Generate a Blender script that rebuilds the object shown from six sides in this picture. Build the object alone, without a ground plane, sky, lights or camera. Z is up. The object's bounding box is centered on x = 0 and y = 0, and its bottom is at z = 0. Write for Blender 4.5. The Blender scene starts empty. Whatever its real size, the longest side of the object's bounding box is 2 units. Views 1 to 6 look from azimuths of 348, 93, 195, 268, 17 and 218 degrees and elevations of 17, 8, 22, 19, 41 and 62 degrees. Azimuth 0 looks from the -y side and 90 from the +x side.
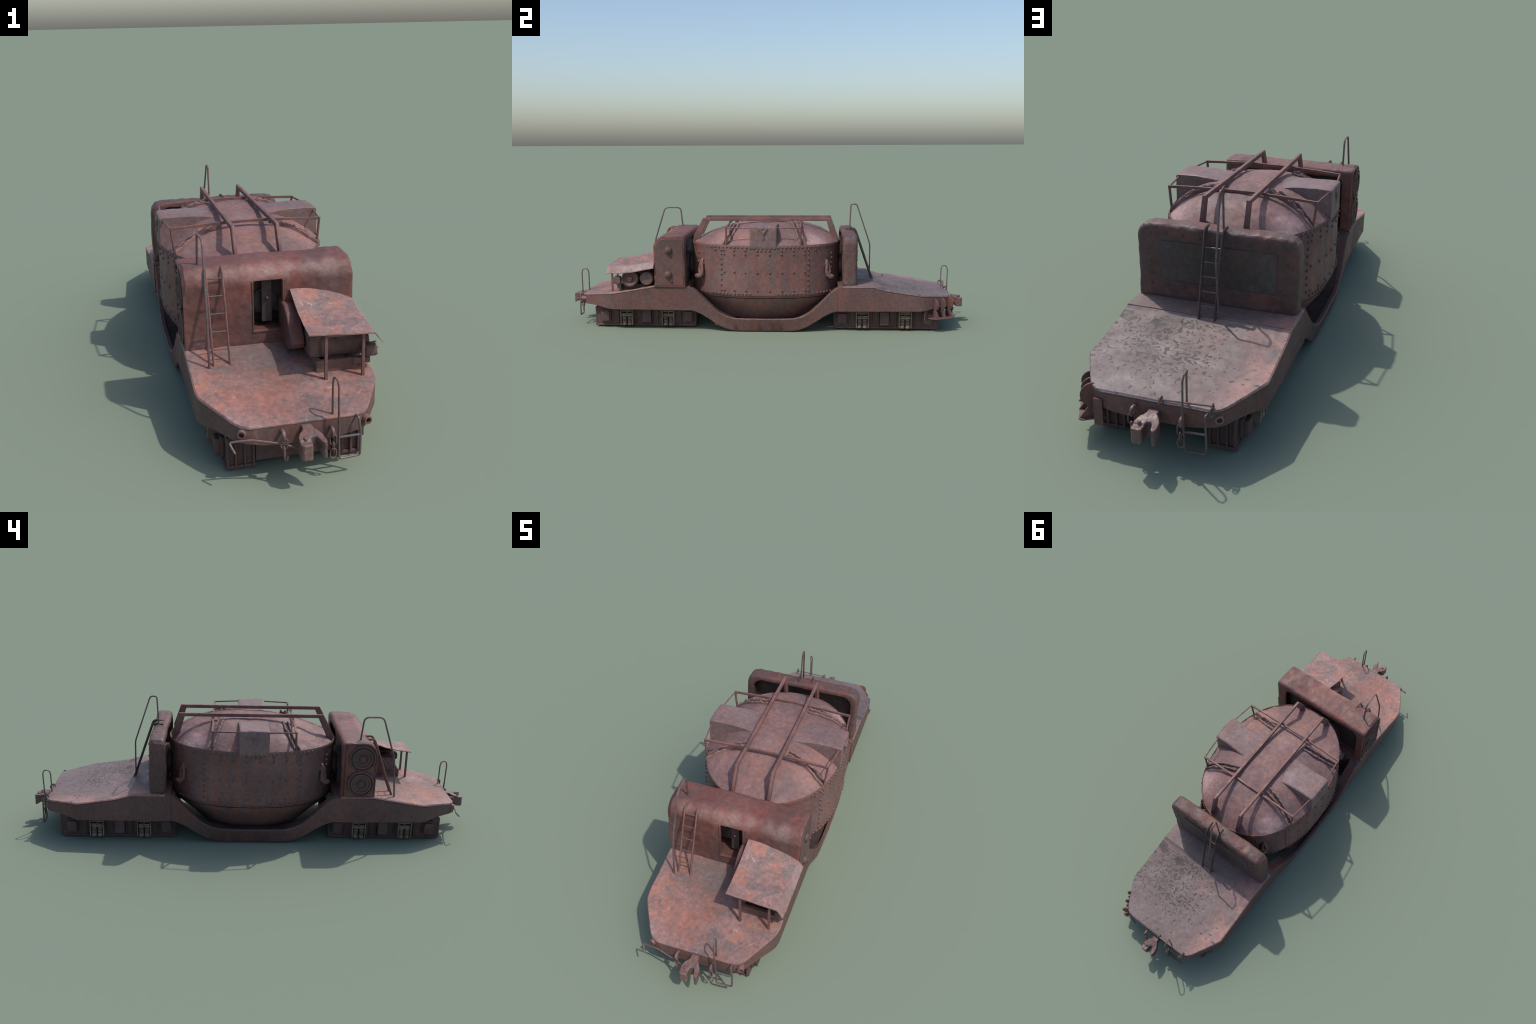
import bpy, bmesh, math, random
from mathutils import Vector, Matrix, noise

random.seed(7)
D = bpy.data
COL = bpy.context.scene.collection
CX = -0.0125            # the running gear sits slightly left of the vessel axis
HW = 0.260              # half width of the underframe


# ------------------------------------------------------------------ helpers
def lerp(a, b, t):
    return a + (b - a) * t


def smooth(a, b, x):
    t = max(0.0, min(1.0, (x - a) / (b - a)))
    return t * t * (3 - 2 * t)


def interp(table, x):
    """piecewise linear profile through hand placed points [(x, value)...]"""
    if x <= table[0][0]:
        return table[0][1]
    for (x0, v0), (x1, v1) in zip(table, table[1:]):
        if x <= x1:
            return lerp(v0, v1, (x - x0) / (x1 - x0))
    return table[-1][1]


def new_obj(name, verts, faces, mat, parent=None, angle=35):
    me = D.meshes.new(name)
    me.from_pydata([tuple(v) for v in verts], [], faces)
    bm = bmesh.new()
    bm.from_mesh(me)
    bmesh.ops.recalc_face_normals(bm, faces=bm.faces)
    bm.to_mesh(me)
    bm.free()
    return wrap(name, me, mat, parent, angle)


def wrap(name, me, mat, parent=None, angle=35):
    me.shade_smooth()
    if angle:
        me.set_sharp_from_angle(angle=math.radians(angle))
    ob = D.objects.new(name, me)
    COL.objects.link(ob)
    if mat:
        me.materials.clear()
        me.materials.append(mat)
    if parent:
        ob.parent = parent
    return ob


def dup(ob, name, matrix, parent=None):
    c = ob.copy()
    c.name = name
    c.parent = parent if parent else ob.parent
    c.matrix_local = matrix
    COL.objects.link(c)
    return c


class Geo:
    """collects primitives that form one part"""

    def __init__(self):
        self.v, self.f = [], []

    def add(self, verts, faces):
        o = len(self.v)
        self.v += [Vector(p) for p in verts]
        self.f += [tuple(i + o for i in f) for f in faces]
        return self

    def box(self, x0, x1, y0, y1, z0, z1, m=None):
        vs = [Vector((x, y, z)) for x in (x0, x1) for y in (y0, y1) for z in (z0, z1)]
        if m is not None:
            vs = [m @ p for p in vs]
        return self.add(vs, [(0, 1, 3, 2), (4, 6, 7, 5), (0, 4, 5, 1), (2, 3, 7, 6), (0, 2, 6, 4), (1, 5, 7, 3)])

    def prism(self, pts, axis, a, b):
        """closed 2D outline swept along an axis ('x': pts are (y,z), 'y': (x,z), 'z': (x,y))"""
        def P(p, t):
            return {'x': (t, p[0], p[1]), 'y': (p[0], t, p[1]), 'z': (p[0], p[1], t)}[axis]
        n = len(pts)
        vs = [P(p, a) for p in pts] + [P(p, b) for p in pts]
        fs = [tuple(range(n - 1, -1, -1)), tuple(range(n, 2 * n))]
        fs += [(i, (i + 1) % n, n + (i + 1) % n, n + i) for i in range(n)]
        return self.add(vs, fs)

    def rev(self, profile, p0, axis, n=32):
        """profile [(radius, distance along axis)] turned about an axis"""
        ax = Vector(axis).normalized()
        up = Vector((0, 0, 1)) if abs(ax.z) < 0.9 else Vector((1, 0, 0))
        e1 = ax.cross(up).normalized()
        e2 = ax.cross(e1)
        p0 = Vector(p0)
        vs, fs = [], []
        for r, h in profile:
            for i in range(n):
                a = 2 * math.pi * i / n
                vs.append(p0 + ax * h + e1 * (r * math.cos(a)) + e2 * (r * math.sin(a)))
        m = len(profile)
        for j in range(m - 1):
            for i in range(n):
                k = (i + 1) % n
                fs.append((j * n + i, j * n + k, (j + 1) * n + k, (j + 1) * n + i))
        fs.append(tuple(range(n - 1, -1, -1)))
        fs.append(tuple((m - 1) * n + i for i in range(n)))
        return self.add(vs, fs)

    def cyl(self, p0, p1, r, n=16):
        p0, p1 = Vector(p0), Vector(p1)
        return self.rev([(r, 0), (r, (p1 - p0).length)], p0, p1 - p0, n)

    def tube(self, pts, r, n=8, fil=0.0, flat=1.0, closed=False, side=None, r1=None):
        """rod bent through points; fil = bend radius; flat squashes the section"""
        pts = [Vector(p) for p in pts]
        if fil:
            out = [pts[0]]
            for a, b, c in zip(pts, pts[1:], pts[2:]):
                d0 = min(fil, (a - b).length * 0.45)
                d1 = min(fil, (c - b).length * 0.45)
                s, e = b + (a - b).normalized() * d0, b + (c - b).normalized() * d1
                for k in range(6):
                    t = k / 5
                    out.append(s * (1 - t) ** 2 + b * 2 * t * (1 - t) + e * t * t)
            pts = out + [pts[-1]]
        m = len(pts)
        vs, fs, nrm = [], [], None
        r0 = r
        for i, p in enumerate(pts):
            if r1 is not None:
                r = lerp(r0, r1, smooth(0, 1, i / (m - 1)))
            if closed:
                t = (pts[(i + 1) % m] - pts[i - 1]).normalized()
            else:
                t = (pts[min(i + 1, m - 1)] - pts[max(i - 1, 0)]).normalized()
            if nrm is None:
                u = Vector(side) if side else (Vector((0, 0, 1)) if abs(t.z) < 0.9 else Vector((1, 0, 0)))
                nrm = (u - t * u.dot(t)).normalized()
            else:
                nrm = (nrm - t * nrm.dot(t)).normalized()
            bn = t.cross(nrm)
            for k in range(n):
                a = 2 * math.pi * (k + 0.5) / n
                vs.append(p + nrm * (r * math.cos(a)) + bn * (r * flat * math.sin(a)))
        for j in range(m if closed else m - 1):
            j2 = (j + 1) % m
            for k in range(n):
                l = (k + 1) % n
                fs.append((j * n + k, j * n + l, j2 * n + l, j2 * n + k))
        if not closed:
            fs.append(tuple(range(n - 1, -1, -1)))
            fs.append(tuple((m - 1) * n + k for k in range(n)))
        return self.add(vs, fs)

    def obj(self, name, mat, parent=None, angle=35, bevel=0.0, segs=2):
        me = D.meshes.new(name)
        me.from_pydata([tuple(p) for p in self.v], [], self.f)
        bm = bmesh.new()
        bm.from_mesh(me)
        bmesh.ops.recalc_face_normals(bm, faces=bm.faces)
        if bevel:
            es = [e for e in bm.edges if len(e.link_faces) == 2 and e.calc_face_angle(0) > math.radians(40)]
            bmesh.ops.bevel(bm, geom=es, offset=bevel, segments=segs, profile=0.6, affect='EDGES', clamp_overlap=True)
        bm.to_mesh(me)
        bm.free()
        return wrap(name, me, mat, parent, angle)


def apply_mods(ob):
    dg = bpy.context.evaluated_depsgraph_get()
    me = D.meshes.new_from_object(ob.evaluated_get(dg))
    old = ob.data
    ob.modifiers.clear()
    ob.data = me
    D.meshes.remove(old)


def cut(ob, cutters):
    for c in cutters:
        m = ob.modifiers.new('cut', 'BOOLEAN')
        m.operation = 'DIFFERENCE'
        m.solver = 'EXACT'
        m.object = c
    apply_mods(ob)
    for c in cutters:
        D.objects.remove(c)


def soften(ob, voxel, iters=4):
    m = ob.modifiers.new('re', 'REMESH')
    m.mode = 'VOXEL'
    m.voxel_size = voxel
    if iters:
        s = ob.modifiers.new('sm', 'SMOOTH')
        s.factor = 0.5
        s.iterations = iters
    apply_mods(ob)
    ob.data.shade_smooth()


def fbm(p, oct_=3):
    return noise.fractal(p, 0.8, 2.0, oct_, noise_basis='PERLIN_ORIGINAL')


def roughen(ob, layers, limit=None):
    """layers: [(amplitude, frequency, seed)] dents pushed along the normals"""
    me = ob.data
    ns = [v.normal.copy() for v in me.vertices]
    for v, n in zip(me.vertices, ns):
        d = 0.0
        for amp, fr, sd in layers:
            d += amp * fbm(v.co * fr + Vector((sd, sd * 1.7, -sd)))
        if limit:
            d *= limit(v.co)
        v.co += n * d
    me.update()


# ---------------------------------------------------------------- materials
def rust(name, main, orange, grey, light, scale=9.0, k_orange=0.5, k_grey=0.5, k_light=0.5,
         streak=1.0, rough=0.6, bump=0.25, fine=60.0, seed=0.0, spec=0.35, gl=0.0, bump_scale=1.0, soft=0.0, flakes=False, speck=0.3, blobs=()):
    m = D.materials.new(name)
    m.use_nodes = True
    nt = m.node_tree
    N, L = nt.nodes, nt.links
    N.clear()
    out = N.new('ShaderNodeOutputMaterial')
    bs = N.new('ShaderNodeBsdfPrincipled')
    L.new(bs.outputs[0], out.inputs[0])
    tc = N.new('ShaderNodeTexCoord')

    def mapped(sx, sy, sz, off):
        mp = N.new('ShaderNodeMapping')
        mp.inputs['Scale'].default_value = (sx, sy, sz)
        mp.inputs['Location'].default_value = (off + seed, off * 0.7 - seed, off * 1.3 + seed * 2)
        L.new(tc.outputs['Object'], mp.inputs[0])
        return mp

    def nz(mp, sc, detail=6.0, ro=0.6, dist=0.0):
        n = N.new('ShaderNodeTexNoise')
        n.inputs['Scale'].default_value = sc
        n.inputs['Detail'].default_value = detail
        n.inputs['Roughness'].default_value = ro
        n.inputs['Distortion'].default_value = dist
        L.new(mp.outputs[0], n.inputs['Vector'])
        return n.outputs['Fac']

    def ramp(fac, lo, hi, a=0.0, b=1.0):
        r = N.new('ShaderNodeMapRange')
        r.interpolation_type = 'SMOOTHSTEP'
        r.inputs['From Min'].default_value = lo
        r.inputs['From Max'].default_value = hi
        r.inputs['To Min'].default_value = a
        r.inputs['To Max'].default_value = b
        L.new(fac, r.inputs['Value'])
        return r.outputs[0]

    def mix(fac, a, b, mode='MIX'):
        x = N.new('ShaderNodeMix')
        x.data_type = 'RGBA'
        x.blend_type = mode
        if isinstance(fac, float):
            x.inputs['Factor'].default_value = fac
        else:
            L.new(fac, x.inputs['Factor'])
        for s, val in ((x.inputs['A'], a), (x.inputs['B'], b)):
            if isinstance(val, tuple):
                s.default_value = (*val, 1)
            else:
                L.new(val, s)
        return x.outputs['Result']

    m1 = mapped(1, 1, streak, 3.1)
    m2 = mapped(1, 1, 0.5 + 0.5 * streak, 11.3)
    m3 = mapped(1, 1, 1, 5.7)
    c = mix(ramp(nz(m1, scale, 8.0, 0.65, 0.3), 0.47 - soft, 0.62 + soft, 0.0, k_orange), main, orange)
    c = mix(ramp(nz(m2, scale * 1.3, 8.0, 0.7, 0.6), 0.49 - soft, 0.62 + soft, 0.0, k_grey), c, grey)
    c = mix(ramp(nz(m3, scale * 2.6, 8.0, 0.7, 1.5), 0.57, 0.72, 0.0, k_light), c, light)
    if speck:
        c = mix(ramp(nz(m3, scale * 4.5, 6.0, 0.7, 0.8), 0.50, 0.62, 0.0, speck), c, grey)
        c = mix(ramp(nz(mapped(1, 1, 1, 21.0), scale * 5.5, 6.0, 0.7, 2.5), 0.60, 0.70, 0.0, speck), c, light)
    if flakes:
        # curled scale: dark lifted flakes fading out toward the outer end and the left edge
        sp = N.new('ShaderNodeSeparateXYZ')
        L.new(tc.outputs['Object'], sp.inputs[0])

        def mul(a, b):
            q = N.new('ShaderNodeMath')
            q.operation = 'MULTIPLY'
            L.new(a, q.inputs[0])
            L.new(b, q.inputs[1])
            return q.outputs[0]
        edge = mul(ramp(sp.outputs['X'], -0.25, -0.12, 0.85, 0.0), ramp(nz(m3, 9.0, 5.0, 0.6, 0.4), 0.40, 0.58))
        c = mix(edge, c, (0.33, 0.165, 0.135))
    for (cx_, cy_, cz_, rad, col, kk) in blobs:
        # soft tinted patch around a place; on the gear cover a painted highlight
        ds = N.new('ShaderNodeVectorMath')
        ds.operation = 'DISTANCE'
        L.new(tc.outputs['Object'], ds.inputs[0])
        ds.inputs[1].default_value = (cx_, cy_, cz_)
        sb = N.new('ShaderNodeMath')
        sb.operation = 'MULTIPLY_ADD'
        L.new(nz(m3, 14.0, 6.0, 0.65, 0.5), sb.inputs[0])
        sb.inputs[1].default_value = -rad * 1.8
        L.new(ds.outputs['Value'], sb.inputs[2])
        c = mix(ramp(sb.outputs[0], -rad * 0.85, rad * 0.25, kk, 0.0), c, col)
    v = ramp(nz(m3, fine, 4.0, 0.7), 0.25, 0.75, 0.80, 1.18)
    vv = N.new('ShaderNodeCombineColor')
    for i in range(3):
        L.new(v, vv.inputs[i])
    c = mix(1.0, c, vv.outputs[0], 'MULTIPLY')
    v2 = ramp(nz(m2, scale * 0.45, 3.0, 0.5), 0.3, 0.7, 0.84, 1.14)
    v3 = N.new('ShaderNodeCombineColor')
    for i in range(3):
        L.new(v2, v3.inputs[i])
    c = mix(1.0, c, v3.outputs[0], 'MULTIPLY')
    L.new(c, bs.inputs['Base Color'])
    L.new(ramp(nz(m3, scale * 1.7, 6.0, 0.6), 0.3, 0.7, rough - 0.12, rough + 0.12), bs.inputs['Roughness'])
    bs.inputs['Specular IOR Level'].default_value = spec
    bs.inputs['Metallic'].default_value = gl
    bp = N.new('ShaderNodeBump')
    bp.inputs['Strength'].default_value = bump
    bp.inputs['Distance'].default_value = 0.004
    ad = N.new('ShaderNodeMath')
    ad.operation = 'ADD'
    L.new(nz(m3, 85.0 * bump_scale, 5.0, 0.65), ad.inputs[0])
    L.new(nz(m3, 22.0 * bump_scale, 4.0, 0.6), ad.inputs[1])
    L.new(ad.outputs[0], bp.inputs['Height'])
    L.new(bp.outputs[0], bs.inputs['Normal'])
    return m


M_SHELL = rust('vessel_plate_rust', (0.172, 0.092, 0.084), (0.260, 0.094, 0.062), (0.134, 0.098, 0.097), (0.24, 0.145, 0.132),
               scale=15, k_orange=0.55, k_grey=0.75, k_light=0.3, streak=0.13, rough=0.60, bump=0.22)
M_RIVET = rust('rivet_rust', (0.175, 0.100, 0.092), (0.20, 0.095, 0.075), (0.140, 0.104, 0.10), (0.24, 0.15, 0.135),
               scale=40, k_orange=0.2, k_grey=0.3, k_light=0.3, rough=0.58, bump=0.1)
M_DOME = rust('vessel_cap_rust', (0.210, 0.115, 0.107), (0.300, 0.130, 0.094), (0.160, 0.120, 0.122), (0.38, 0.24, 0.22),
              scale=9, speck=0.4, k_orange=0.6, k_grey=0.6, k_light=0.5, rough=0.64, bump=0.35, seed=4, soft=0.07,
              blobs=((0.20, 0.255, 0.44, 0.085, (0.46, 0.30, 0.285), 0.85), (-0.20, 0.255, 0.44, 0.085, (0.46, 0.30, 0.285), 0.85),
                     (0.19, -0.20, 0.45, 0.09, (0.34, 0.19, 0.165), 0.6), (-0.19, -0.20, 0.45, 0.09, (0.31, 0.18, 0.16), 0.5)))
M_HOOD = rust('hood_rust', (0.205, 0.130, 0.125), (0.270, 0.120, 0.088), (0.170, 0.134, 0.136), (0.28, 0.19, 0.18),
              scale=9, k_orange=0.5, k_grey=0.6, k_light=0.3, streak=0.4, rough=0.6, bump=0.2, seed=9, soft=0.07)
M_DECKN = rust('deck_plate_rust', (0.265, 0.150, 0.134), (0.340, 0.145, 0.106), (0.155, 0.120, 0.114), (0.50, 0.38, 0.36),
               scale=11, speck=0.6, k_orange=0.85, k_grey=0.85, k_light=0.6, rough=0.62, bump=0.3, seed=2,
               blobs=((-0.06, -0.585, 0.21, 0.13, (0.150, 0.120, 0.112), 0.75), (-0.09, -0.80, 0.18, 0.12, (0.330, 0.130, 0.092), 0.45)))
M_FLAKE = rust('bare_scale_steel', (0.100, 0.075, 0.069), (0.135, 0.085, 0.072), (0.090, 0.071, 0.067), (0.15, 0.115, 0.108),
               scale=14, k_orange=0.4, k_grey=0.5, k_light=0.2, rough=0.62, bump=0.06, seed=31, spec=0.35)
M_LIP = rust('bent_lip_rust', (0.270, 0.180, 0.170), (0.30, 0.150, 0.115), (0.200, 0.150, 0.148), (0.40, 0.30, 0.29),
             scale=16, k_orange=0.4, k_grey=0.5, k_light=0.5, rough=0.6, bump=0.2, seed=22)
M_DECKF = rust('scaled_deck_rust', (0.166, 0.123, 0.118), (0.240, 0.132, 0.110), (0.140, 0.106, 0.102), (0.25, 0.19, 0.18),
               scale=6, k_orange=0.45, k_grey=0.6, k_light=0.3, rough=0.58, bump=0.10, speck=0.2, seed=6, spec=0.5, flakes=True, soft=0.06)
M_SIDE = rust('underframe_rust', (0.122, 0.066, 0.059), (0.200, 0.074, 0.053), (0.098, 0.071, 0.068), (0.20, 0.118, 0.106),
              scale=7, k_orange=0.65, k_grey=0.7, k_light=0.25, streak=0.35, rough=0.60, bump=0.22, seed=1, soft=0.05)
M_COVER = rust('gear_cover_rust', (0.152, 0.064, 0.053), (0.228, 0.064, 0.044), (0.106, 0.074, 0.070), (0.25, 0.15, 0.135),
               scale=9, k_orange=0.75, k_grey=0.65, k_light=0.12, streak=0.45, rough=0.60, bump=0.14, seed=3, spec=0.4, soft=0.04, speck=0.2,
               blobs=tuple((x_, -0.516, 0.450, 0.040, (0.29, 0.18, 0.16), 0.55) for x_ in (-0.20, -0.13, -0.07, -0.01, 0.05, 0.12, 0.18)))  # pale spots paint the glossy highlight along the rolled edge
M_BOX = rust('bearing_box_rust', (0.104, 0.055, 0.049), (0.170, 0.060, 0.043), (0.084, 0.062, 0.060), (0.19, 0.125, 0.115),
             scale=8, k_orange=0.7, k_grey=0.5, k_light=0.3, streak=0.5, rough=0.58, bump=0.18, seed=8, spec=0.4)
M_PANEL = rust('panel_grey_steel', (0.066, 0.048, 0.045), (0.105, 0.052, 0.042), (0.080, 0.070, 0.071), (0.10, 0.09, 0.092),
               scale=7, k_orange=0.4, k_grey=0.8, k_light=0.4, rough=0.5, bump=0.12, seed=12, spec=0.45)
M_RAIL = rust('rail_rust', (0.180, 0.090, 0.080), (0.270, 0.100, 0.066), (0.125, 0.088, 0.088), (0.29, 0.18, 0.165),
              scale=22, k_orange=0.7, k_grey=0.6, k_light=0.4, rough=0.6, bump=0.2, seed=5)
M_ROD = rust('worn_rod_steel', (0.140, 0.090, 0.082), (0.190, 0.088, 0.064), (0.115, 0.106, 0.116), (0.30, 0.26, 0.26),
             scale=18, k_orange=0.6, k_grey=0.8, k_light=0.5, rough=0.45, bump=0.1, seed=7, spec=0.5, gl=0.15)
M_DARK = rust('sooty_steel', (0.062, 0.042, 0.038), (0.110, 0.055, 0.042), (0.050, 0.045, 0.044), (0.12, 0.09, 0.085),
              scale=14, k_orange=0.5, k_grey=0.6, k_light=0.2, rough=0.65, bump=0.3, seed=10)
M_BOGIE = rust('bogie_rust', (0.105, 0.060, 0.055), (0.140, 0.062, 0.048), (0.085, 0.066, 0.062), (0.18, 0.115, 0.105),
               scale=14, k_orange=0.5, k_grey=0.6, k_light=0.25, rough=0.65, bump=0.25, seed=11)
M_SPRING = rust('spring_nest_steel', (0.235, 0.180, 0.135), (0.210, 0.105, 0.066), (0.120, 0.100, 0.085), (0.40, 0.33, 0.27),
                scale=30, k_orange=0.6, k_grey=0.6, k_light=0.4, rough=0.6, bump=0.15, seed=13)
M_MACHINE = rust('machine_rust', (0.150, 0.085, 0.072), (0.200, 0.085, 0.058), (0.110, 0.085, 0.080), (0.24, 0.15, 0.13),
                 scale=16, k_orange=0.5, k_grey=0.6, k_light=0.3, rough=0.6, bump=0.25, seed=14)
M_CAST = rust('cast_coupler_steel', (0.180, 0.100, 0.088), (0.225, 0.096, 0.070), (0.125, 0.090, 0.086), (0.29, 0.19, 0.175),
              scale=24, k_orange=0.5, k_grey=0.6, k_light=0.4, rough=0.5, bump=0.2, seed=15, spec=0.45)

# --------------------------------------------------------------------- root
ROOT = D.objects.new('ladle_wagon', None)
COL.objects.link(ROOT)
ROOT['label'] = 'rusty riveted hot metal ladle wagon with railed domed vessel'
ROOT['category'] = 'rail wagon'


# --------------------------------------------------------- underframe, decks
PLAN = [(0.36, 0.260), (0.735, 0.260), (0.765, 0.254), (0.79, 0.242), (0.86, 0.202),
        (0.890, 0.184), (0.904, 0.172), (0.913, 0.156), (0.917, 0.140)]
TOP_NEAR = [(0.36, 0.222), (0.53, 0.222), (0.60, 0.210), (0.73, 0.188), (0.80, 0.180), (0.917, 0.163)]
TOP_FAR = [(0.36, 0.225), (0.533, 0.225), (0.545, 0.219), (0.60, 0.206), (0.756, 0.184), (0.917, 0.166)]
BOT = [(0.36, 0.101), (0.75, 0.104), (0.82, 0.109), (0.917, 0.101)]


PLAN_FAR = [(s, w + (0.005 if s < 0.75 else 0.011)) for s, w in PLAN]


def end_slab(sign, top, thick, depth_fn, nx, ny, name, mat, bump_fn=None, s0=0.36, grow=0.0):
    """loft along y: rows of x, upper and lower skin, following the chamfered plan"""
    vs, fs = [], []
    rows = []
    for j in range(ny + 1):
        t = j / ny
        s = s0 + (0.917 - s0) * (t if t < 0.6 else 0.6 + 0.4 * (1 - (1 - (t - 0.6) / 0.4) ** 1.6))
        rows.append(s)
    for s in rows:
        w = interp(PLAN if sign < 0 else PLAN_FAR, s) + grow
        for lay in (0, 1):
            for i in range(nx + 1):
                u = -1 + 2 * i / nx
                x = CX + u * w
                y = sign * (s + (grow if s > 0.9 else 0))
                zt = interp(top, s)
                if lay == 0:
                    z = zt + (bump_fn(x, y, u) if bump_fn else 0)
                    z -= 0.004 * smooth(0.985, 1.0, abs(u)) + 0.004 * smooth(0.912, 0.917, s)
                else:
                    z = depth_fn(s, u, zt)
                vs.append((x, y, z))
    W = nx + 1
    R = 2 * W
    for j in range(ny):
        for i in range(nx):
            a, b = j * R + i, (j + 1) * R + i
            fs.append((a, a + 1, b + 1, b))
            fs.append((a + W, b + W, b + W + 1, a + W + 1))
        fs.append((j * R, (j + 1) * R, (j + 1) * R + W, j * R + W))
        fs.append((j * R + nx, j * R + W + nx, (j + 1) * R + W + nx, (j + 1) * R + nx))
    for j in (0, ny):
        for i in range(nx):
            fs.append((j * R + i, j * R + W + i, j * R + W + i + 1, j * R + i + 1))
    return new_obj(name, vs, fs, mat, ROOT, angle=40)


def frame_bottom(s, u, zt):
    return interp(BOT, s) + 0.012 * smooth(0.76, 0.9, s) * abs(u) ** 4


def dents_near(x, y, u):
    return 0.0022 * fbm(Vector((x * 9, y * 9, 3.0))) + 0.0006 * fbm(Vector((x * 60, y * 60, 1.0)))


def flake(x, y):
    """curled rust scale on the far deck: 1 inside a lifted-off flake, 0 on the skin"""
    p = Vector((x * 84, y * 108, 2.0))
    q = Vector((noise.noise(p * 0.45), noise.noise(p * 0.45 + Vector((9, 4, 1))), 0))
    n = noise.noise(p + q * 1.0)
    zone = smooth(-0.22, 0.02, x) * (1 - 0.85 * smooth(0.74, 0.86, y)) * smooth(0.545, 0.57, y)
    zone *= 0.62 + 0.38 * smooth(-0.25, 0.2, noise.noise(Vector((x * 7, y * 7, 5.0))))
    a = smooth(0.0, 0.10, n - lerp(0.50, -0.03, zone))
    big = noise.noise(Vector((x * 13, y * 20, 8.0))) + 0.35 * noise.noise(Vector((x * 40, y * 40, 3.0)))
    b = smooth(0.0, 0.10, big - lerp(0.95, 0.10, (1 - smooth(0.57, 0.70, y)) * smooth(0.54, 0.556, y) * smooth(-0.12, 0.02, x)))
    return max(a, b)


def scale_far(x, y, u):
    return (-0.0005 * flake(x, y) * (1 - smooth(0.96, 1.0, abs(u))) + 0.002 * fbm(Vector((x * 8, y * 8, 7.0)))
            + 0.0004 * fbm(Vector((x * 40, y * 40, 4.0)), 2))


for sign, top, deck_mat, fn in ((-1, TOP_NEAR, M_DECKN, dents_near), (1, TOP_FAR, M_DECKF, scale_far)):
    end_slab(sign, [(s, z - 0.003 - 0.003 * smooth(0.37, 0.385, s)) for s, z in top], 0, frame_bottom, 30, 60, 'underframe', M_SIDE)
    nx, ny = (130, 150) if sign < 0 else (350, 380)
    dk = end_slab(sign, top, 0, lambda s, u, zt: zt - 0.0075, nx, ny, 'deck_plate', deck_mat, fn, s0=0.384, grow=0.0008)

dk.data.materials.append(M_FLAKE)
for p_ in dk.data.polygons:
    if p_.center.z > interp(TOP_FAR, p_.center.y) - 0.0045 and flake(p_.center.x, p_.center.y) > 0.5:
        p_.material_index = 1

BEAM_TOP = [(0.0, 0.064), (0.12, 0.065), (0.165, 0.069), (0.20, 0.082), (0.24, 0.108), (0.29, 0.157), (0.345, 0.214), (0.36, 0.2205)]
BEAM_BOT = [(0.0, 0.0), (0.15, 0.0), (0.185, 0.009), (0.215, 0.023), (0.25, 0.044), (0.285, 0.069), (0.315, 0.087), (0.36, 0.101)]
for side in (-1, 1):
    vs, fs = [], []
    n = 110
    for j in range(n + 1):
        y = -0.3605 + 0.721 * j / n
        s = abs(y)
        zt, zb = interp(BEAM_TOP, s), interp(BEAM_BOT, s)
        zt = (zt + interp(BEAM_TOP, max(0, s - 0.022)) + interp(BEAM_TOP, min(0.36, s + 0.022))) / 3
        zb = (zb + interp(BEAM_BOT, max(0, s - 0.022)) + interp(BEAM_BOT, min(0.36, s + 0.022))) / 3
        bow = 1 - smooth(0.10, 0.34, s)
        cx = CX * (1 - 0.55 * bow)
        ot = HW + (0.010 if side > 0 else 0.016) * bow
        ob_ = HW + (-0.003 if side > 0 else 0.003) * bow
        wob = 0.002 * fbm(Vector((side * 3, y * 9, 0)))
        inn = HW - 0.046
        fl = 1 - smooth(0.12, 0.20, s)
        inn2 = HW - 0.046 - 0.06 * fl
        for (xx, zz) in ((ot - 0.003 + wob, zt), (ot + wob, zt - 0.004), (ob_ + wob, zb + 0.004), (ob_ - 0.004, zb),
                         (inn2, zb), (inn2, zt - 0.002 - 0.018 * fl), (ot - 0.019, zt - 0.002 - 0.018 * fl), (ot - 0.016, zt - 0.001)):
            vs.append((cx + side * xx, y, zz + 0.0012 * fbm(Vector((xx * 30, y * 25, zz * 30)))))
    for j in range(n):
        for k in range(8):
            l = (k + 1) % 8
            fs.append((j * 8 + k, j * 8 + l, (j + 1) * 8 + l, (j + 1) * 8 + k))
    fs += [tuple(range(8)), tuple(n * 8 + k for k in range(8))]
    bm_ = new_obj('drop_beam', vs, fs, M_SIDE, ROOT, angle=30)
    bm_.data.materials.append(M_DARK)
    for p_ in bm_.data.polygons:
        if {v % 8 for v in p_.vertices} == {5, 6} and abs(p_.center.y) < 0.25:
            p_.material_index = 1

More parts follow.
